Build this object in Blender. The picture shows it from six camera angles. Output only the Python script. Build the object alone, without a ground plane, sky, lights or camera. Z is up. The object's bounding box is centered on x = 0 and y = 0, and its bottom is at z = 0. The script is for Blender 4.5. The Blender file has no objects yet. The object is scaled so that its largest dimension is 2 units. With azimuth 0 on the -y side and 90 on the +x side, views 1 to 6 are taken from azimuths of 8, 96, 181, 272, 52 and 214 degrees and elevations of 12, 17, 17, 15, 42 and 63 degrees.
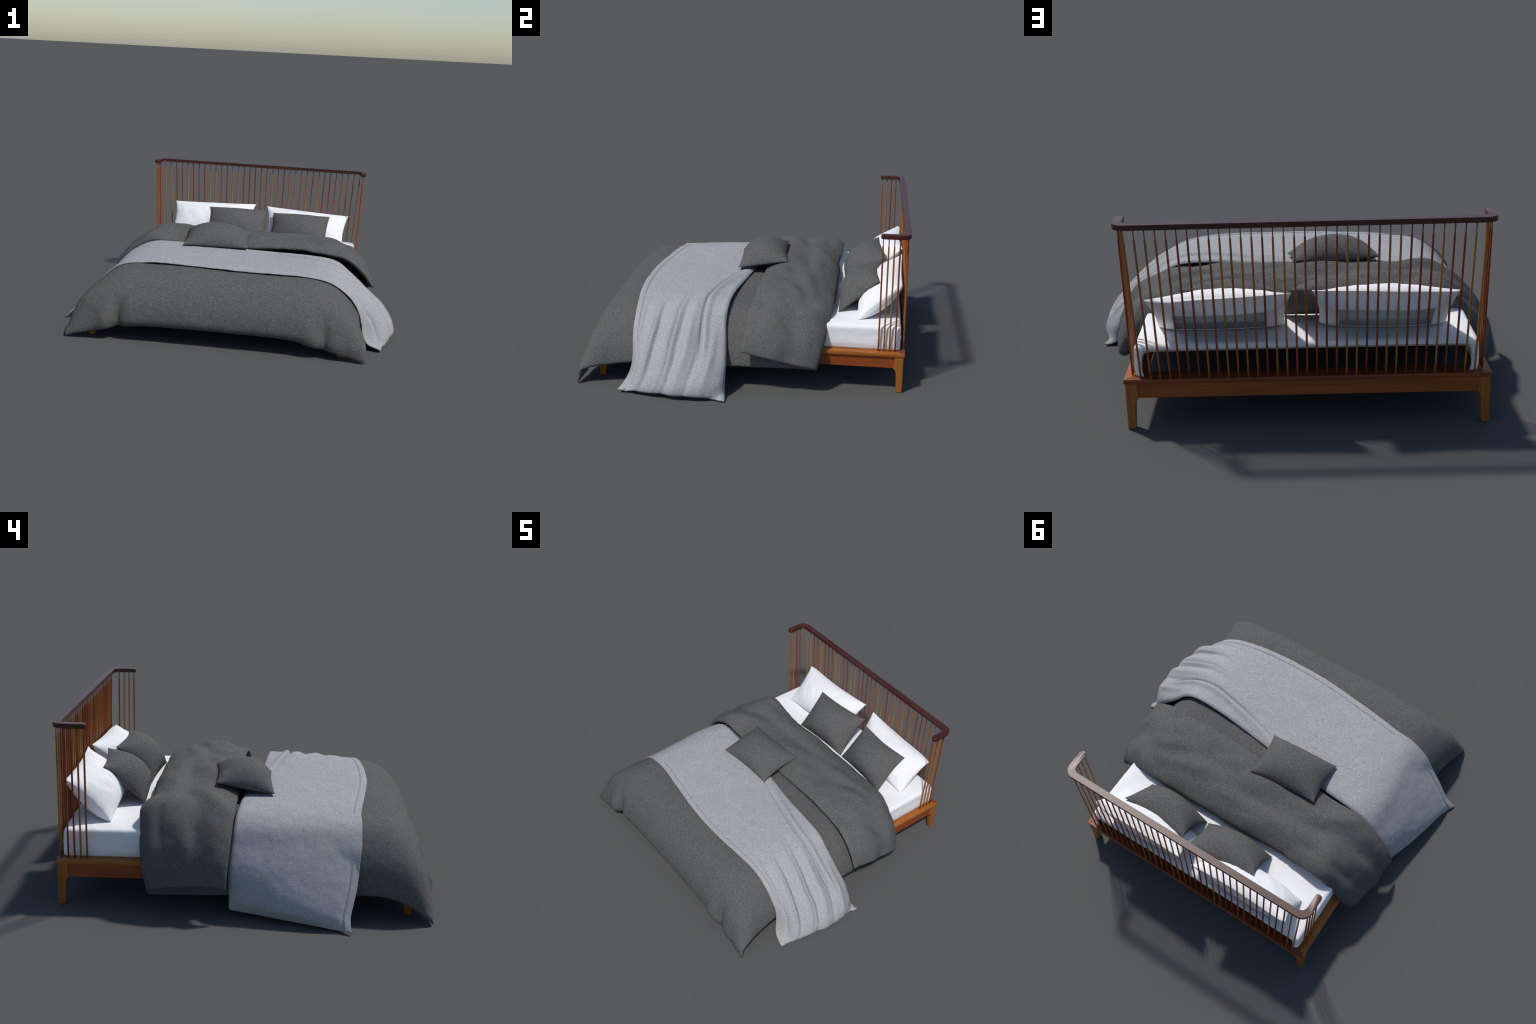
"""Spindle-back double bed with mattress, duvet, throw, pillows and cushions."""
import bpy, bmesh, math, random
import numpy as np
from mathutils import Vector, noise
from mathutils.bvhtree import BVHTree

random.seed(7)
CX = -0.016                      # centre line of the bed frame

# ------------------------------------------------------------------ helpers
def link(ob, parent=None):
    bpy.context.scene.collection.objects.link(ob)
    if parent is not None:
        ob.parent = parent
    return ob


def mesh_object(name, verts, faces, mat, parent=None, smooth=True):
    me = bpy.data.meshes.new(name)
    me.from_pydata([tuple(v) for v in verts], [], faces)
    me.update()
    me.materials.append(mat)
    if smooth:
        me.polygons.foreach_set('use_smooth', [True] * len(me.polygons))
    return link(bpy.data.objects.new(name, me), parent)


def bm_object(name, bm, mat, parent=None, smooth_angle=None):
    bmesh.ops.recalc_face_normals(bm, faces=bm.faces[:])
    me = bpy.data.meshes.new(name)
    if smooth_angle is not None:
        for f in bm.faces:
            f.smooth = True
        for e in bm.edges:
            if len(e.link_faces) == 2 and e.calc_face_angle() > smooth_angle:
                e.smooth = False
    bm.to_mesh(me)
    bm.free()
    me.materials.append(mat)
    return link(bpy.data.objects.new(name, me), parent)


def spline(points, params, n):
    """Natural-looking cubic (Catmull-Rom) through points (k,d) at knots params, n samples."""
    P = np.asarray(points, float)
    t = np.asarray(params, float)
    k = len(P)
    m = np.zeros_like(P)
    for i in range(k):
        a, b = max(i - 1, 0), min(i + 1, k - 1)
        m[i] = (P[b] - P[a]) / (t[b] - t[a])
    out = np.empty((n,) + P.shape[1:])
    ts = np.linspace(t[0], t[-1], n)
    idx = np.clip(np.searchsorted(t, ts, side='right') - 1, 0, k - 2)
    for j, (q, i) in enumerate(zip(ts, idx)):
        h = t[i + 1] - t[i]
        s = (q - t[i]) / h
        out[j] = ((2*s**3 - 3*s**2 + 1) * P[i] + (s**3 - 2*s**2 + s) * h * m[i]
                  + (-2*s**3 + 3*s**2) * P[i + 1] + (s**3 - s**2) * h * m[i + 1])
    return out


def patch(control, nu, nv):
    """control[(v)(u)(3)] -> smooth (nv,nu,3) surface, knots by chord length."""
    C = np.asarray(control, float)
    du = np.linalg.norm(np.diff(C, axis=1), axis=2).mean(0)
    dv = np.linalg.norm(np.diff(C, axis=0), axis=2).mean(1)
    tu = np.r_[0, np.cumsum(np.maximum(du, 0.02))]
    tv = np.r_[0, np.cumsum(np.maximum(dv, 0.02))]
    A = spline(C.transpose(1, 0, 2), tu, nu).transpose(1, 0, 2)
    return spline(A, tv, nv)


def normals(S):
    gu = np.gradient(S, axis=1)
    gv = np.gradient(S, axis=0)
    n = np.cross(gu, gv)
    return n / (np.linalg.norm(n, axis=2, keepdims=True) + 1e-12)


def fbm(p, scale, octaves=3, seed=0.0):
    return noise.fractal(Vector((p[0]*scale + seed, p[1]*scale - seed, p[2]*scale + 2*seed)),
                         0.8, 2.0, octaves)


def smooth_grid(S, n):
    for _ in range(n):
        T = S.copy()
        T[1:-1, 1:-1] = 0.5*S[1:-1, 1:-1] + 0.125*(S[2:, 1:-1] + S[:-2, 1:-1] + S[1:-1, 2:] + S[1:-1, :-2])
        S = T
    return S


def closed_sheet(name, top, bottom, mat, parent=None):
    """Join two (nv,nu,3) grids along their border into one closed cloth body."""
    nv, nu = top.shape[:2]
    verts = list(top.reshape(-1, 3)) + list(bottom.reshape(-1, 3))
    o = nv * nu
    F = []
    for j in range(nv - 1):
        for i in range(nu - 1):
            a = j*nu + i
            F.append((a, a + 1, a + nu + 1, a + nu))
            F.append((o + a, o + a + nu, o + a + nu + 1, o + a + 1))
    ring = ([i for i in range(nu)] + [j*nu + nu - 1 for j in range(1, nv)]
            + [(nv - 1)*nu + i for i in range(nu - 2, -1, -1)] + [j*nu for j in range(nv - 2, 0, -1)])
    for a, b in zip(ring, ring[1:] + ring[:1]):
        F.append((a, o + a, o + b, b))
    return mesh_object(name, verts, F, mat, parent)


def box(bm, lo, hi):
    v = [bm.verts.new((x, y, z)) for z in (lo[2], hi[2])
         for x, y in ((lo[0], lo[1]), (hi[0], lo[1]), (hi[0], hi[1]), (lo[0], hi[1]))]
    for f in ((3, 2, 1, 0), (4, 5, 6, 7), (0, 1, 5, 4), (1, 2, 6, 5), (2, 3, 7, 6), (3, 0, 4, 7)):
        bm.faces.new([v[i] for i in f])


def prism(bm, outline, z0, z1):
    """Extrude a plan outline between two heights."""
    a = [bm.verts.new((x, y, z0)) for x, y in outline]
    b = [bm.verts.new((x, y, z1)) for x, y in outline]
    bm.faces.new(a[::-1])
    bm.faces.new(b)
    n = len(a)
    for i in range(n):
        bm.faces.new((a[i], a[(i + 1) % n], b[(i + 1) % n], b[i]))


# ---------------------------------------------------------------- materials
def new_mat(name):
    m = bpy.data.materials.new(name)
    m.use_nodes = True
    nt = m.node_tree
    bsdf = nt.nodes['Principled BSDF']
    tc = nt.nodes.new('ShaderNodeTexCoord')
    return m, nt, bsdf, tc


def ramp(nt, stops):
    r = nt.nodes.new('ShaderNodeValToRGB')
    e = r.color_ramp.elements
    while len(e) < len(stops):
        e.new(0.5)
    for el, (p, c) in zip(e, stops):
        el.position = p
        el.color = (*c, 1)
    return r


def fabric(name, dark, mid, light, fleck=330.0, weave=0.12, bump=0.25, sheen=0.0):
    """Woven cloth: heathered yarn colour, light flecks, fine thread lines."""
    m, nt, bsdf, tc = new_mat(name)
    L = nt.links.new
    n1 = nt.nodes.new('ShaderNodeTexNoise')
    n1.inputs['Scale'].default_value = fleck
    n1.inputs['Detail'].default_value = 2.0
    n1.inputs['Roughness'].default_value = 0.6
    L(tc.outputs['Object'], n1.inputs['Vector'])
    r = ramp(nt, [(0.25, dark), (0.52, mid), (0.80, light)])
    L(n1.outputs['Fac'], r.inputs['Fac'])
    # horizontal thread lines
    mp = nt.nodes.new('ShaderNodeMapping')
    mp.inputs['Scale'].default_value = (45, 420, 420)
    L(tc.outputs['Object'], mp.inputs['Vector'])
    n2 = nt.nodes.new('ShaderNodeTexNoise')
    n2.inputs['Scale'].default_value = 1.0
    n2.inputs['Detail'].default_value = 1.0
    L(mp.outputs['Vector'], n2.inputs['Vector'])
    mix = nt.nodes.new('ShaderNodeMix')
    mix.data_type = 'RGBA'
    mix.blend_type = 'OVERLAY'
    mix.inputs['Factor'].default_value = weave
    L(r.outputs['Color'], mix.inputs[6])
    L(n2.outputs['Fac'], mix.inputs[7])
    L(mix.outputs[2], bsdf.inputs['Base Color'])
    bp = nt.nodes.new('ShaderNodeBump')
    bp.inputs['Strength'].default_value = bump
    bp.inputs['Distance'].default_value = 0.002
    L(n1.outputs['Fac'], bp.inputs['Height'])
    L(bp.outputs['Normal'], bsdf.inputs['Normal'])
    bsdf.inputs['Roughness'].default_value = 0.95
    bsdf.inputs['Specular IOR Level'].default_value = 0.15
    bsdf.inputs['Sheen Weight'].default_value = sheen
    return m


def wood(name, axis, dark, mid, light, rough=0.45, vary=False, coat=0.0, spec=0.4):
    """Polished timber with grain drawn out along one axis."""
    m, nt, bsdf, tc = new_mat(name)
    L = nt.links.new
    mp = nt.nodes.new('ShaderNodeMapping')
    s = [38.0, 38.0, 38.0]
    s['xyz'.index(axis)] = 2.5
    mp.inputs['Scale'].default_value = s
    n1 = nt.nodes.new('ShaderNodeTexNoise')
    n1.inputs['Scale'].default_value = 1.0
    n1.inputs['Detail'].default_value = 5.0
    n1.inputs['Roughness'].default_value = 0.55
    n1.inputs['Distortion'].default_value = 0.6
    L(tc.outputs['Object'], mp.inputs['Vector'])
    L(mp.outputs['Vector'], n1.inputs['Vector'])
    r = ramp(nt, [(0.25, dark), (0.5, mid), (0.75, light)])
    if vary:
        oi = nt.nodes.new('ShaderNodeObjectInfo')
        ma = nt.nodes.new('ShaderNodeMath')
        ma.operation = 'MULTIPLY_ADD'
        ma.inputs[1].default_value = 0.6
        L(oi.outputs['Random'], ma.inputs[0])
        mb = nt.nodes.new('ShaderNodeMath')
        mb.operation = 'MULTIPLY'
        mb.inputs[1].default_value = 0.4
        L(n1.outputs['Fac'], mb.inputs[0])
        L(mb.outputs[0], ma.inputs[2])
        L(ma.outputs[0], r.inputs['Fac'])
    else:
        L(n1.outputs['Fac'], r.inputs['Fac'])
    L(r.outputs['Color'], bsdf.inputs['Base Color'])
    bsdf.inputs['Roughness'].default_value = rough
    bsdf.inputs['Specular IOR Level'].default_value = spec
    bsdf.inputs['Coat Weight'].default_value = coat
    bsdf.inputs['Coat Roughness'].default_value = 0.3
    bp = nt.nodes.new('ShaderNodeBump')
    bp.inputs['Strength'].default_value = 0.06
    bp.inputs['Distance'].default_value = 0.002
    L(n1.outputs['Fac'], bp.inputs['Height'])
    L(bp.outputs['Normal'], bsdf.inputs['Normal'])
    return m


RED = ((0.14, 0.022, 0.006), (0.21, 0.042, 0.010), (0.27, 0.062, 0.014))
ORANGE = ((0.25, 0.070, 0.010), (0.34, 0.105, 0.014), (0.42, 0.15, 0.022))
HONEY = ((0.25, 0.078, 0.011), (0.33, 0.112, 0.017), (0.40, 0.155, 0.026))
MAHOG = ((0.042, 0.008, 0.0055), (0.062, 0.012, 0.008), (0.085, 0.018, 0.011))
M_END_BOARD = wood('red_timber_crosswise', 'x', *RED)
M_SIDE_BOARD = wood('orange_timber_lengthwise', 'y', *ORANGE)
M_END_APRON = wood('orange_timber_crosswise', 'x', (0.20, 0.045, 0.008), (0.27, 0.070, 0.011), (0.34, 0.10, 0.015))
M_SIDE_APRON = wood('red_timber_lengthwise', 'y', (0.20, 0.040, 0.008), (0.28, 0.062, 0.011), (0.35, 0.09, 0.015))
M_LEG = wood('honey_timber_upright', 'z', *HONEY)
M_RAIL = wood('dark_mahogany', 'x', *MAHOG, rough=0.38, spec=0.5, coat=0.0)
M_SPINDLE = wood('spindle_timber', 'z', (0.22, 0.036, 0.007), (0.32, 0.078, 0.012), (0.36, 0.15, 0.016),
                 rough=0.42, vary=True)
M_GREY = fabric('charcoal_heather_weave', (0.068, 0.0665, 0.0645), (0.104, 0.102, 0.0985), (0.215, 0.211, 0.205), fleck=235.0, weave=0.45)
M_THROW = fabric('pale_grey_wool', (0.245, 0.249, 0.256), (0.355, 0.358, 0.366), (0.52, 0.525, 0.53), fleck=225.0, weave=0.35)
M_WHITE = fabric('white_cotton', (0.80, 0.80, 0.81), (0.84, 0.84, 0.85), (0.87, 0.87, 0.88), weave=0.03, bump=0.12)

# ---------------------------------------------------------------- bed frame
bed = bpy.data.objects.new('bed', None)
link(bed)
bed['label'] = 'wooden spindle-back bed frame with tapered legs'
bed['category'] = 'bed'

X0, X1, Y0, Y1 = CX - 0.741, CX + 0.741, -0.775, 0.871     # plan of the top boards
W, ZB, ZT = 0.080, 0.199, 0.219                            # board width, underside, top


def board(name, outline, mat):
    bm = bmesh.new()
    prism(bm, outline, ZB, ZT)
    bmesh.ops.bevel(bm, geom=bm.edges[:], offset=0.003, segments=2, affect='EDGES', profile=0.6)
    return bm_object(name, bm, mat, bed, 0.6)


g = 0.0006                                                 # hairline mitre gap
board('top_board', [(X0 + g, Y1), (X0 + W, Y1 - W + g), (X1 - W, Y1 - W + g), (X1 - g, Y1)][::-1], M_END_BOARD)
board('top_board', [(X0 + g, Y0), (X1 - g, Y0), (X1 - W, Y0 + W - g), (X0 + W, Y0 + W - g)], M_END_BOARD)
board('top_board', [(X0, Y0 + g), (X0 + W - g, Y0 + W), (X0 + W - g, Y1 - W), (X0, Y1 - g)], M_SIDE_BOARD)
board('top_board', [(X1, Y0 + g), (X1, Y1 - g), (X1 - W + g, Y1 - W), (X1 - W + g, Y0 + W)], M_SIDE_BOARD)


def apron(lo, hi, mat):
    bm = bmesh.new()
    box(bm, lo, hi)
    bmesh.ops.bevel(bm, geom=bm.edges[:], offset=0.002, segments=2, affect='EDGES')
    bm_object('apron', bm, mat, bed, 0.6)


IN = 0.010                                                 # apron set back from board edge
apron((X0 + 0.03, Y1 - IN - 0.022, 0.134), (X1 - 0.03, Y1 - IN, ZB + 0.001), M_END_APRON)
apron((X0 + 0.03, Y0 + IN, 0.134), (X1 - 0.03, Y0 + IN + 0.022, ZB + 0.001), M_END_APRON)
apron((X0 + IN, Y0 + 0.03, 0.134), (X0 + IN + 0.022, Y1 - 0.03, ZB + 0.001), M_SIDE_APRON)
apron((X1 - IN - 0.022, Y0 + 0.03, 0.134), (X1 - IN, Y1 - 0.03, ZB + 0.001), M_SIDE_APRON)


def leg(sx, sy):
    """Square tapering leg whose inner faces sweep out into the apron in a small curve."""
    ox = (X1 - 0.004) if sx > 0 else (X0 + 0.004)
    oy = (Y1 - 0.005) if sy > 0 else (Y0 + 0.005)
    prof = [(0.0, 0.031), (0.004, 0.033), (0.05, 0.035), (0.095, 0.037), (0.108, 0.0385),
            (0.118, 0.041), (0.126, 0.045), (0.132, 0.051), (0.135, 0.053), (ZB + 0.001, 0.046)]
    bm = bmesh.new()
    rings = []
    for z, w in prof:
        c, r = 0.5*w, 0.0045
        ring = []
        for qx, qy, a0 in ((1, 1, 0), (-1, 1, 90), (-1, -1, 180), (1, -1, 270)):
            for k in range(4):
                a = math.radians(a0 + 30*k)
                ring.append(bm.verts.new((ox - sx*c + qx*(c - r) + r*math.cos(a),
                                          oy - sy*c + qy*(c - r) + r*math.sin(a), z)))
        rings.append(ring)
    for a, b in zip(rings, rings[1:]):
        for i in range(16):
            bm.faces.new((a[i], a[(i + 1) % 16], b[(i + 1) % 16], b[i]))
    bm.faces.new(rings[0][::-1])
    bm.faces.new(rings[-1])
    bm_object('leg', bm, M_LEG, bed, 0.7)


for sx in (1, -1):
    for sy in (1, -1):
        leg(sx, sy)

# headboard rail: U in plan, flat section with eased edges and rounded tips
RX, RY, TIP, RW, RZ0, RZ1 = 0.750, 0.871, 0.716, 0.035, 0.8405, 0.862
def arc(cx, cy, r, a0, a1, n):
    return [(cx + r*math.cos(math.radians(a0 + (a1 - a0)*i/n)), cy + r*math.sin(math.radians(a0 + (a1 - a0)*i/n)))
            for i in range(n + 1)]
R_OUT, R_IN, R_TIP = 0.055, 0.026, 0.012
half = []                                                  # right half outline, relative to CX
half += arc(RX - R_OUT, RY - R_OUT, R_OUT, 90, 0, 10)
half += arc(RX - R_TIP, TIP + R_TIP, R_TIP, 0, -90, 5)
half += arc(RX - RW + R_TIP, TIP + R_TIP, R_TIP, -90, -180, 5)
half += arc(RX - RW - R_IN, RY - RW - R_IN, R_IN, 0, 90, 8)
outline = [(CX + x, y) for x, y in half] + [(CX - x, y) for x, y in reversed(half)]
bm = bmesh.new()
prism(bm, outline, RZ0, RZ1)
edges = [e for e in bm.edges if abs(e.verts[0].co.z - e.verts[1].co.z) < 1e-6]
bmesh.ops.bevel(bm, geom=edges, offset=0.003, segments=3, affect='EDGES', profile=0.5)
bm_object('headboard_rail', bm, M_RAIL, bed, 0.6)

# spindles: turned rod with a slim tenon neck below the rail; one shared mesh
SPROF = [(0.0, 0.0039), (0.06, 0.0043), (0.30, 0.0045), (0.50, 0.0044), (0.575, 0.0042), (0.582, 0.0038),
         (0.588, 0.0026), (0.628, 0.0026)]
def spindle_mesh():
    n = 12
    V, F = [], []
    for z, r in SPROF:
        V += [(r*math.cos(2*math.pi*i/n), r*math.sin(2*math.pi*i/n), z) for i in range(n)]
    for j in range(len(SPROF) - 1):
        for i in range(n):
            a, b = j*n + i, j*n + (i + 1) % n
            F.append((a, b, b + n, a + n))
    F += [tuple(range(n))[::-1], tuple(range((len(SPROF) - 1)*n, len(SPROF)*n))]
    me = bpy.data.meshes.new('spindle')
    me.from_pydata(V, [], F)
    me.materials.append(M_SPINDLE)
    me.polygons.foreach_set('use_smooth', [len(p.vertices) == 4 for p in me.polygons])
    return me


sp = spindle_mesh()
# foot and head of each rod; the fan opens slightly towards the rail
spots = [((CX + 0.670*k, 0.8640), (CX + 0.704*k, 0.8565)) for k in np.linspace(-1, 1, 35)]
spots += [((CX + s*0.710, y), (CX + s*0.729, y - 0.003)) for s in (1, -1) for y in (0.731, 0.760, 0.789, 0.818)]
for (xa, ya), (xb, yb) in spots:
    ob = link(bpy.data.objects.new('spindle', sp), bed)
    ob.location = (xa, ya, ZT - 0.004)
    ob.rotation_mode = 'QUATERNION'
    ob.rotation_quaternion = Vector((xb - xa, yb - ya, 0.620)).to_track_quat('Z', 'Y')

# ------------------------------------------------------------------ mattress
def mattress():
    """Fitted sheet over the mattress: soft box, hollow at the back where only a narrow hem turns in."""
    x0, x1, y0, y1, z0, z1 = -0.708, 0.682, -0.700, 0.846, 0.2205, 0.352
    r = 0.022
    # cross-section from left hem over the top to right hem
    sec = [(x0 + 0.004, z0), (x0 - 0.002, 0.25), (x0, 0.30)]
    sec += [(x0 + r - r*math.cos(a), z1 - r + r*math.sin(a)) for a in np.linspace(0.15, 1.45, 6)]
    sec += [(x, z1 + 0.004*math.cos(1.5*x)) for x in np.linspace(x0 + 0.06, x1 - 0.06, 25)]
    sec += [(x1 - r + r*math.cos(a), z1 - r + r*math.sin(a)) for a in np.linspace(1.45, 0.15, 6)]
    sec += [(x1, 0.30), (x1 + 0.002, 0.25), (x1 - 0.004, z0)]
    S0 = spline(np.array(sec), np.r_[0, np.cumsum(np.linalg.norm(np.diff(np.array(sec), axis=0), axis=1))], 220)
    ys = list(np.linspace(y0, y1 - r, 150))
    mc = np.array([0.5*(x0 + x1), 0.27])
    rows = []
    for y in ys:
        k = min(1.0, max(0.0, (0.40 - y)/0.30))            # shrinks out of sight below the bedding
        rows.append([(x*(1 - 0.06*k), y, z - 0.030*k*(z > 0.30) - 0.02*k*max(0, min(1, (-0.45 - y)/0.2))*(z > 0.30)) for x, z in S0])
    # turn the open end in with a rounded lip and a short flange
    for a in np.linspace(0.2, math.pi/2, 6):
        k = r*(1 - math.cos(a))
        rows.append([(x + np.clip(mc[0] - x, -k, k), y1 - r + r*math.sin(a), z - (k if z > 0.30 else 0)) for x, z in S0])
    for d in (0.006, 0.012):
        k = r + d
        rows.append([(x + np.clip(mc[0] - x, -k, k), y1 - 0.001, z - (k - 0.008 if z > 0.30 else 0)) for x, z in S0])
    G = np.array(rows)
    N = normals(G)
    if N[20, 110, 2] < 0:
        N = -N
    for j in range(G.shape[0]):
        for i in range(G.shape[1]):
            p = G[j, i]
            d = 0.0012*fbm(p, 14, 3, 3.1) + 0.0008*fbm((p[0], p[1], p[2]*3), 30, 2, 9.0)
            G[j, i] = p + N[j, i]*d
    N = normals(G)
    if N[20, 110, 2] < 0:
        N = -N
    ob = closed_sheet('mattress', G, G - 0.004*N, M_WHITE)
    ob['label'] = 'thick mattress in a white fitted sheet'
    ob['category'] = 'mattress'
    return ob


mattress()

# --------------------------------------------------------------------- duvet
# Stations run from the foot hem up over the bed, round the turn-down roll and back.
# (mid y, mid z, left and right shoulder z, left hem x y z, right hem x y z, side bulge)
DUVET = [
    (-0.832, 0.098, (0.068, 0.056), (-0.865, -0.851, 0.004), (0.850, -0.856, 0.004), 0.000),
    (-0.839, 0.140, (0.115, 0.106), (-0.870, -0.838, 0.022), (0.850, -0.844, 0.070), 0.004),
    (-0.823, 0.215, (0.190, 0.190), (-0.864, -0.802, 0.048), (0.845, -0.805, 0.088), 0.038),
    (-0.786, 0.282, (0.266, 0.266), (-0.853, -0.752, 0.076), (0.830, -0.757, 0.096), 0.050),
    (-0.733, 0.337, (0.320, 0.318), (-0.840, -0.690, 0.100), (0.815, -0.690, 0.104), 0.042),
    (-0.650, 0.369, (0.347, 0.345), (-0.825, -0.610, 0.112), (0.800, -0.610, 0.112), 0.038),
    (-0.500, 0.385, (0.356, 0.355), (-0.815, -0.500, 0.110), (0.790, -0.500, 0.122), 0.034),
    (-0.250, 0.388, (0.358, 0.358), (-0.805, -0.250, 0.105), (0.785, -0.250, 0.122), 0.030),
    (0.000, 0.382, (0.352, 0.352), (-0.800, 0.000, 0.090), (0.785, 0.000, 0.122), 0.028),
    (0.250, 0.375, (0.350, 0.350), (-0.798, 0.250, 0.082), (0.785, 0.250, 0.128), 0.028),
    (0.400, 0.372, (0.356, 0.348), (-0.799, 0.390, 0.080), (0.788, 0.360, 0.130), 0.024),
    (0.468, 0.392, (0.412, 0.372), (-0.808, 0.440, 0.086), (0.806, 0.405, 0.135), 0.030),
    (0.412, 0.434, (0.446, 0.410), (-0.825, 0.425, 0.108), (0.826, 0.388, 0.148), 0.038),
    (0.290, 0.452, (0.438, 0.434), (-0.844, 0.300, 0.138), (0.840, 0.285, 0.172), 0.042),
    (0.150, 0.447, (0.430, 0.436), (-0.861, 0.170, 0.146), (0.850, 0.140, 0.205), 0.042),
    (0.052, 0.425, (0.408, 0.412), (-0.872, 0.082, 0.138), (0.856, 0.022, 0.238), 0.032),
]


def duvet_control():
    C = []
    for ym, zm, shoulders, hl, hr, b in DUVET:
        row = []
        for side, h, zs in ((-1, hl, shoulders[0]), (1, hr, shoulders[1])):
            turn = 0.024 if (side < 0 and ym > 0.40 and zm > 0.385) else 0.0     # the roll sits further up the bed on the left
            sh = np.array([side*0.60 + CX*0.7, ym + turn + 0.25*(h[1] - ym), zs])
            hem = np.array(h)
            d = hem - sh
            out = np.array([side*max(-d[2], 0.02), 0, abs(d[0])])
            out = out/np.linalg.norm(out)
            pts = [hem, sh + 0.70*d + 0.85*b*out, sh + 0.36*d + b*out, sh,
                   np.array([side*0.45, ym + 0.5*turn + 0.08*(h[1] - ym), zs + 0.75*(zm - zs)]),
                   np.array([side*0.22, ym, zm])]
            row.append(pts)
        C.append(row[0] + [np.array([0, ym, zm])] + row[1][::-1])
    return C


# creases of the turned-down part: across, along, direction, length, width, depth
CREASES = [(0.70, 0.33, 1.9, 0.10, 0.022, -0.012), (0.52, 0.27, 0.35, 0.14, 0.03, -0.010), (0.80, 0.20, 0.9, 0.10, 0.025, -0.010),
           (0.35, 0.33, 0.20, 0.20, 0.030, -0.010), (-0.10, 0.36, 0.05, 0.22, 0.028, -0.010), (-0.42, 0.34, -0.25, 0.16, 0.03, -0.013),
           (-0.55, 0.16, 0.5, 0.12, 0.03, -0.010), (-0.85, 0.27, 0.2, 0.12, 0.03, -0.010), (0.15, 0.18, 0.4, 0.14, 0.03, -0.008),
           (0.90, 0.33, 1.4, 0.09, 0.03, 0.010), (0.62, 0.12, 0.8, 0.09, 0.03, 0.009), (-0.72, 0.40, 0.1, 0.12, 0.03, 0.008)]


def duvet():
    nu, nv = 230, 330
    S = patch(duvet_control(), nu, nv)
    N = normals(S)
    if N[nv//3, nu//2, 2] < 0:
        N = -N
    D = np.zeros((nv, nu))
    for j in range(nv):
        v = j/(nv - 1)
        for i in range(nu):
            p = S[j, i]
            d = 0.006*fbm(p, 3.5, 2, 1.7) + 0.0018*fbm(p, 17, 2, 5.0)
            # gathered pleats where the foot corners hang
            foot = max(0.0, min(1.0, (0.25 - p[2])/0.12)) if v < 0.2 else 0.0
            d += foot*(-0.030*math.exp(-((p[0] + 0.555 + 0.1*(0.25 - p[2]))/0.035)**2)
                       + 0.014*math.exp(-((p[0] + 0.64)/0.04)**2)
                       - 0.018*math.exp(-((p[0] - 0.615)/0.035)**2)
                       + 0.012*math.exp(-((p[0] - 0.53)/0.05)**2)
                       - 0.006*math.exp(-((p[0] - 0.74)/0.03)**2))
            # soft diagonal rumples on the turned-down part
            if v > 0.66:
                w = min(1.0, (v - 0.66)/0.08)
                q = p[1] + 0.30*p[0]*(1 if p[0] > 0 else -0.25) + 0.10*fbm(p, 2.5, 2, 8.0)
                d += w*0.011*math.sin(q*27) * (0.55 + 0.6*fbm(p, 2.2, 2, 4.0))
                d += w*0.008*fbm((p[0]*0.6, p[1], p[2]), 7, 2, 12.0)
                # slanting creases and dents pressed into the plump upper layer
                for cx, cy, ang, ln, wd, am in CREASES:
                    ca, sa = math.cos(ang), math.sin(ang)
                    sx = abs(p[0]) if abs(p[0]) < 0.6 else 0.6 + 1.3*(abs(p[0]) - 0.6)      # along the cloth
                    sx = math.copysign(sx, p[0])
                    e = ((sx - cx)*ca + (p[1] - cy)*sa)/ln
                    f = (-(sx - cx)*sa + (p[1] - cy)*ca)/wd
                    if abs(e) < 2.5 and abs(f) < 3:
                        d += w*am*math.exp(-e*e - f*f)
            D[j, i] = d
    S = S + N*D[..., None]*1.0
    N = normals(S)
    if N[nv//3, nu//2, 2] < 0:
        N = -N
    uu = np.linspace(-1, 1, nu)[None, :]
    vv = np.linspace(-1, 1, nv)[:, None]
    eu = 1 - np.clip((np.abs(uu) - 0.86)/0.14, 0, 1)**2
    ev = 1 - np.clip((np.abs(vv) - 0.93)/0.07, 0, 1)**2
    h = 0.0165*np.sqrt(np.clip(eu*ev, 0, 1)) + 0.0030
    return S + N*h[..., None], S - N*h[..., None]


D_TOP, D_BOT = duvet()
duvet_ob = closed_sheet('duvet', D_TOP, D_BOT, M_GREY)
duvet_ob['label'] = 'charcoal woven duvet turned down at the head'
duvet_ob['category'] = 'duvet'

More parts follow.
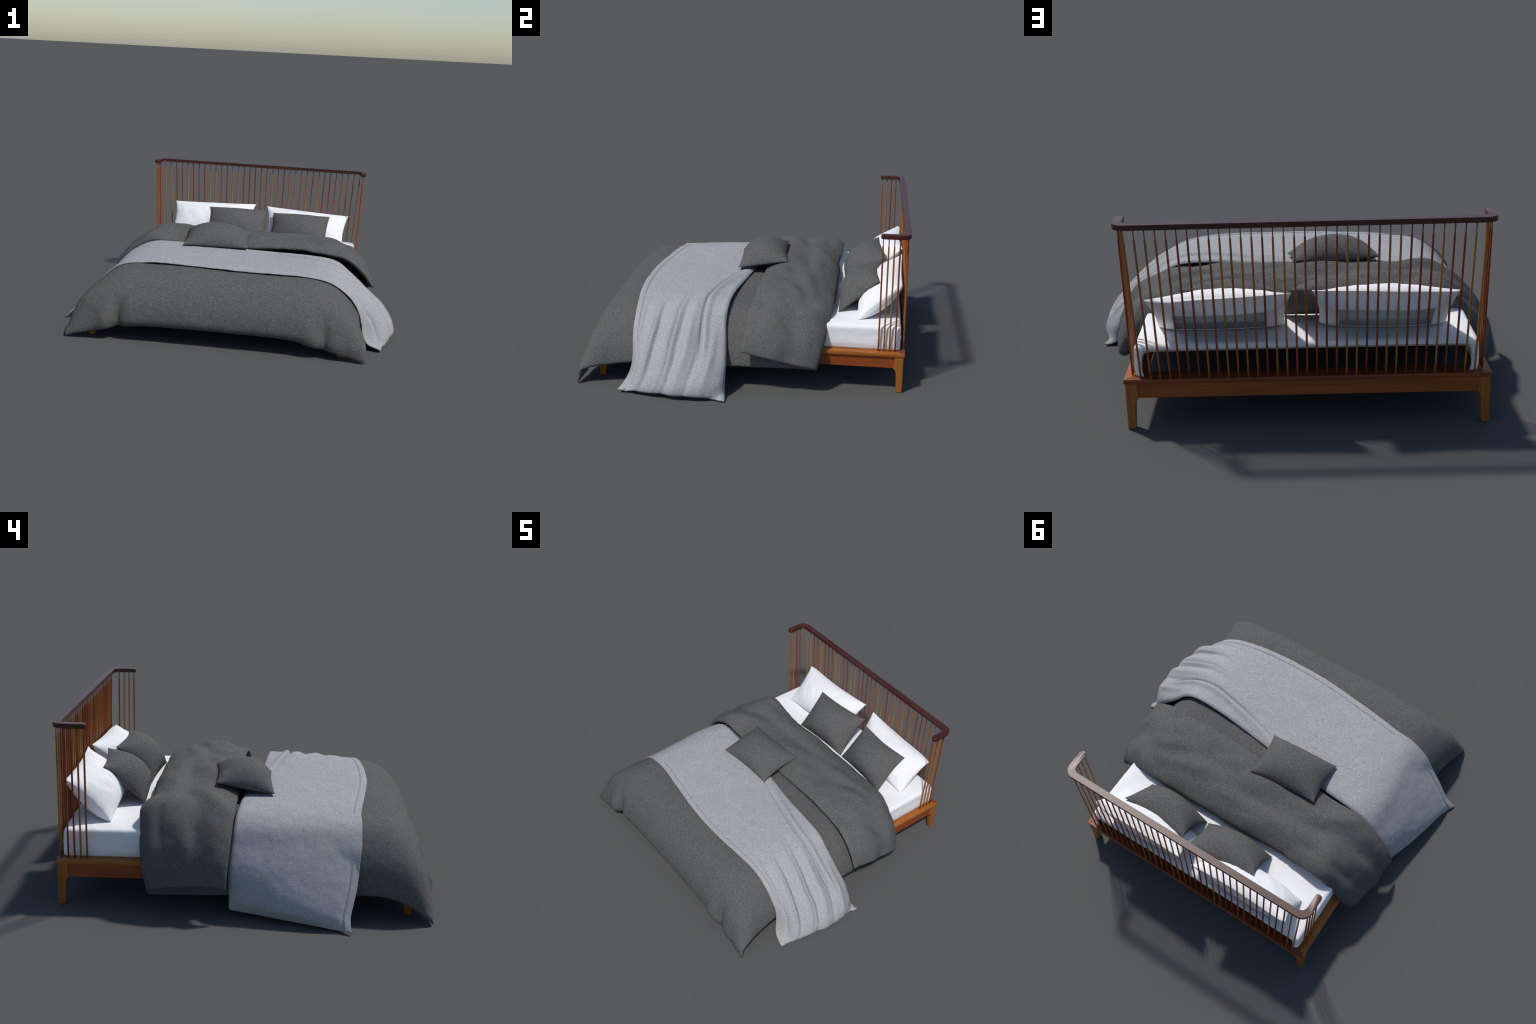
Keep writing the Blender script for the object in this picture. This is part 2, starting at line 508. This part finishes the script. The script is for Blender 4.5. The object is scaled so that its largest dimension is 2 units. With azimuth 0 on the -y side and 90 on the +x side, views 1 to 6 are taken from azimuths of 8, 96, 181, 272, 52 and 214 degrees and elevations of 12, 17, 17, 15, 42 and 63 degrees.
# --------------------------------------------------------------------- throw
# Stations from the left hem, up over the bed, down to the floor on the right.
# (head-side edge, foot-side edge, bulge x, bulge z)
THROW = [
    ((-0.838, 0.069, 0.034), (-0.995, -0.481, 0.006), 0.008, -0.002),
    ((-0.832, 0.072, 0.095), (-0.942, -0.476, 0.050), -0.038, 0.000),
    ((-0.808, 0.078, 0.200), (-0.846, -0.505, 0.152), -0.029, 0.007),
    ((-0.735, 0.072, 0.298), (-0.712, -0.530, 0.290), -0.018, 0.013),
    ((-0.667, 0.062, 0.370), (-0.625, -0.534, 0.358), -0.010, 0.020),
    ((-0.560, 0.050, 0.415), (-0.500, -0.538, 0.393), 0.0, 0.014),
    ((-0.300, 0.028, 0.420), (-0.300, -0.566, 0.405), 0.0, 0.012),
    ((0.000, -0.014, 0.420), (0.000, -0.602, 0.405), 0.0, 0.012),
    ((0.250, -0.050, 0.418), (0.250, -0.608, 0.405), 0.0, 0.012),
    ((0.450, -0.070, 0.424), (0.450, -0.595, 0.400), 0.0, 0.008),
    ((0.605, -0.078, 0.406), (0.590, -0.580, 0.382), 0.005, 0.004),
    ((0.695, -0.078, 0.340), (0.675, -0.574, 0.340), 0.024, 0.004),
    ((0.762, -0.064, 0.254), (0.758, -0.568, 0.260), 0.052, 0.006),
    ((0.838, -0.052, 0.168), (0.800, -0.560, 0.165), 0.094, 0.006),
    ((0.888, -0.050, 0.085), (0.818, -0.570, 0.080), 0.126, 0.000),
    ((0.916, -0.048, 0.030), (0.852, -0.594, 0.030), 0.102, -0.002),
    ((0.976, -0.046, 0.008), (0.928, -0.616, 0.010), -0.002, -0.002),
]


# pleats on the hanging side: place across the cloth, width, height, where along the drop it starts
PLEATS = [(0.34, 0.050, 0.011, 0.66), (0.435, 0.030, -0.011, 0.68), (0.54, 0.060, 0.010, 0.66), (0.66, 0.026, -0.009, 0.72),
          (0.75, 0.045, 0.009, 0.70), (0.84, 0.024, -0.006, 0.68), (0.22, 0.030, -0.008, 0.74), (0.50, 0.012, -0.003, 0.64),
          (0.39, 0.012, -0.003, 0.63), (0.70, 0.012, 0.003, 0.64), (0.08, 0.04, 0.008, 0.80)]


def throw():
    C = []
    for k, (b, f, bx, bz) in enumerate(THROW):
        b, f = np.array(b), np.array(f)
        row = []
        for t, w in ((0, 0), (0.06, 0.35), (0.18, 0.72), (0.36, 0.96), (0.55, 1.0), (0.75, 0.92), (0.90, 0.60), (1, 0)):
            if k >= 13 and t == 0.90:
                w = 0.78                                    # full, rounded corner at the floor
            row.append(b + t*(f - b) + w*np.array([bx, 0, bz]))
        C.append(row)
    nt_, ns = 200, 420
    S = patch(C, nt_, ns)
    N = normals(S)
    if N[ns//2, nt_//2, 2] < 0:
        N = -N
    for j in range(ns):
        s = j/(ns - 1)
        for i in range(nt_):
            t = i/(nt_ - 1)
            p = S[j, i]
            d = 0.003*fbm(p, 5, 2, 2.2) + 0.0012*fbm(p, 22, 2, 6.0)
            # pleats gathering down the right-hand side
            g = min(1.0, max(0.0, (p[0] - 0.38)/0.40))
            low = 1 - 0.8*min(1.0, max(0.0, (s - 0.90)/0.08))      # smoothed out where it meets the floor
            fade = min(1.0, t/0.12)*min(1.0, (1 - t)/0.10)
            tt = t - 0.75*(s - 0.76) + 0.03*fbm(p, 3.0, 2, 7.7)
            for t0, wd, am, s0 in PLEATS:
                on = min(1.0, max(0.0, (s - s0)/0.10))
                d += 1.4*g*low*fade*on*am*math.exp(-((tt - t0)/wd)**2)
            # sharp pocket crease near the head-side edge
            tc = 0.07 + 0.18*min(1.0, max(0.0, (s - 0.45)/0.27)) + 0.14*max(0.0, s - 0.72)
            on = min(1.0, max(0.0, (s - 0.46)/0.20))*min(1.0, max(0.0, (0.93 - s)/0.06))
            d += on*(0.013*math.exp(-((t - tc + 0.040)/0.038)**2) - 0.017*math.exp(-((t - tc)/0.014)**2))
            # turned and stitched hem along the foot-side edge
            if t > 0.93:
                d += 0.0045*min(1.0, (t - 0.93)/0.008)
            elif t > 0.915:
                d -= 0.0030
            # edges curl under
            if t < 0.035:
                d -= 0.010*(1 - t/0.035)**2
            if s > 0.975 and 0.06 < t < 0.94:
                d -= 0.008*((s - 0.975)/0.025)**2
            S[j, i] = p + N[j, i]*d
    # rest it on the duvet
    nv, nu = D_TOP.shape[:2]
    faces = [(j*nu + i, j*nu + i + 1, (j + 1)*nu + i + 1, (j + 1)*nu + i)
             for j in range(int(nv*0.52)) for i in range(nu - 1)]     # lower layer only
    tree = BVHTree.FromPolygons([tuple(p) for p in D_TOP.reshape(-1, 3)], faces)
    for it in range(2):
        for j in range(ns):
            for i in range(nt_):
                p = Vector(S[j, i])
                loc, nrm, _, dist = tree.find_nearest(p, 0.08)
                if loc is None:
                    continue
                if nrm.z < 0 and loc.z > 0.2:
                    nrm = -nrm
                side = (p - loc).dot(nrm)
                if side < 0.006:
                    q = p + nrm*(0.006 - side)
                    if q.z > 0.004:
                        S[j, i] = q
        S = smooth_grid(S, 2)
    S[..., 2] = np.maximum(S[..., 2], 0.007)
    N = normals(S)
    if N[ns//2, nt_//2, 2] < 0:
        N = -N
    B = S - N*0.004
    T = S + N*0.002
    B[..., 2] = np.maximum(B[..., 2], 0.0)
    return closed_sheet('throw_blanket', T, B, M_THROW)


th = throw()
th['label'] = 'pale grey wool throw draped across the bed'
th['category'] = 'blanket'

# ----------------------------------------------------------- pillows, cushions
def pillow(name, corners, thick, pinch, mat, seed, up, soft=0.62, sag=0.0, wrinkle=0.004, n=(90, 70),
           front_share=0.6, cut=None, back=None, label='', category='pillow'):
    """Stuffed rectangle: corners TL TR BR BL, edges drawn in between the corners, belly along `up`."""
    tl, tr, br, bl = [np.array(c, float) for c in corners]
    up = np.array(up, float)
    up /= np.linalg.norm(up)
    nu, nv = n
    # denser sampling toward the seam
    us = np.sin(np.linspace(-1, 1, nu)*math.pi/2)
    vs = np.sin(np.linspace(-1, 1, nv)*math.pi/2)
    F = np.zeros((nv, nu, 3))
    B = np.zeros((nv, nu, 3))
    for j, v in enumerate(vs):
        for i, u in enumerate(us):
            uu = u*(1 - pinch*(1 - v*v))
            vv = v*(1 - pinch*1.2*(1 - u*u))
            a, b = 0.5*(uu + 1), 0.5*(vv + 1)
            p = (1 - b)*((1 - a)*tl + a*tr) + b*((1 - a)*bl + a*br)
            h = thick*((1 - u*u)**soft)*((1 - v*v)**soft)
            h *= 1 + sag*v
            q = (p[0], p[1], p[2])
            w = (1 - u**6)*(1 - v**6)
            wr = w*wrinkle*(fbm(q, 9, 3, seed) + 0.5*fbm(q, 26, 2, seed + 4))
            # creases running in from the corners and seams
            ang = math.atan2(v, u)
            edge = max(abs(u), abs(v))**3
            wr += w*edge*wrinkle*0.7*math.sin(ang*14 + 3*fbm(q, 4, 2, seed))
            F[j, i] = p + up*(front_share*h + wr + 0.0012)
            B[j, i] = p - up*((1 - front_share)*h - wr*0.5 + 0.0012)
            if back is not None:                            # flat, squarish back pressed against the headboard
                bd, bs = back
                hb = bd*((1 - u*u)**bs)*((1 - v*v)**bs)*(1 + 0.35*v)
                B[j, i] = p + np.array([0, 1.0, -0.12])*(hb + wr*0.5 + 0.0012)
                B[j, i, 1] = min(B[j, i, 1], 0.846 + 0.004*math.sin(9*p[0] + 5*v))
    if cut is None:
        ob = closed_sheet(name, F, B, mat)
    else:
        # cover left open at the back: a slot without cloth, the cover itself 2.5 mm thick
        bm = bmesh.new()
        vf = [[bm.verts.new(F[j, i]) for i in range(nu)] for j in range(nv)]
        vb = [[bm.verts.new(B[j, i]) for i in range(nu)] for j in range(nv)]
        u0, u1, v0, v1 = cut
        for j in range(nv - 1):
            for i in range(nu - 1):
                bm.faces.new((vf[j][i], vf[j][i+1], vf[j+1][i+1], vf[j+1][i]))
                um, vm = 0.5*(us[i] + us[i+1]), 0.5*(vs[j] + vs[j+1])
                if not (u0 < um < u1 and v0 < vm < v1):
                    bm.faces.new((vb[j][i], vb[j+1][i], vb[j+1][i+1], vb[j][i+1]))
        for j in range(nv - 1):
            bm.faces.new((vf[j][0], vf[j+1][0], vb[j+1][0], vb[j][0]))
            bm.faces.new((vf[j][-1], vb[j][-1], vb[j+1][-1], vf[j+1][-1]))
        for i in range(nu - 1):
            bm.faces.new((vf[0][i], vb[0][i], vb[0][i+1], vf[0][i+1]))
            bm.faces.new((vf[-1][i], vf[-1][i+1], vb[-1][i+1], vb[-1][i]))
        bmesh.ops.delete(bm, geom=[v for v in bm.verts if not v.link_faces], context='VERTS')
        bmesh.ops.recalc_face_normals(bm, faces=bm.faces[:])
        outw = sum(((f.calc_center_median() - Vector(0.25*(tl + tr + br + bl))).dot(f.normal)) * f.calc_area() for f in bm.faces)
        if outw < 0:
            bmesh.ops.reverse_faces(bm, faces=bm.faces[:])
        me = bpy.data.meshes.new(name)
        bm.to_mesh(me)
        bm.free()
        me.materials.append(mat)
        me.polygons.foreach_set('use_smooth', [True]*len(me.polygons))
        ob = link(bpy.data.objects.new(name, me))
        so = ob.modifiers.new('cloth', 'SOLIDIFY')
        so.thickness = 0.0025
        so.offset = -1
    ob['label'] = label
    ob['category'] = category
    return ob


WHITE_LABEL = 'plump white cotton pillow leaning on the headboard'
GREY_LABEL = 'charcoal woven rectangular scatter cushion'
pillow('pillow', [(-0.625, 0.838, 0.560), (-0.042, 0.856, 0.574), (-0.070, 0.645, 0.368), (-0.604, 0.640, 0.360)],
       0.165, 0.048, M_WHITE, 11.0, (0, -0.80, 0.60), front_share=0.52, back=(0.095, 0.33), cut=(-0.71, 0.72, -0.30, 0.90), label=WHITE_LABEL)
pillow('pillow', [(0.042, 0.850, 0.566), (0.627, 0.823, 0.541), (0.604, 0.616, 0.357), (0.070, 0.640, 0.368)],
       0.165, 0.048, M_WHITE, 23.0, (0, -0.80, 0.60), front_share=0.52, back=(0.095, 0.33), cut=(-0.72, 0.70, -0.28, 0.90), label=WHITE_LABEL)
pillow('cushion', [(-0.350, 0.717, 0.556), (0.051, 0.767, 0.548), (0.085, 0.535, 0.360), (-0.330, 0.515, 0.364)],
       0.130, 0.060, M_GREY, 31.0, (0.05, -0.70, 0.70), wrinkle=0.002, front_share=0.74, label=GREY_LABEL, category='cushion')
pillow('cushion', [(0.101, 0.732, 0.542), (0.502, 0.721, 0.544), (0.500, 0.509, 0.353), (0.095, 0.535, 0.360)],
       0.130, 0.060, M_GREY, 43.0, (0.0, -0.70, 0.70), wrinkle=0.002, front_share=0.74, label=GREY_LABEL, category='cushion')
pillow('cushion', [(-0.376, 0.161, 0.496), (0.033, 0.187, 0.487), (0.056, -0.102, 0.443), (-0.355, -0.125, 0.440)],
       0.140, 0.062, M_GREY, 57.0, (0.0, -0.19, 0.98), wrinkle=0.002, front_share=0.72, label=GREY_LABEL, category='cushion')
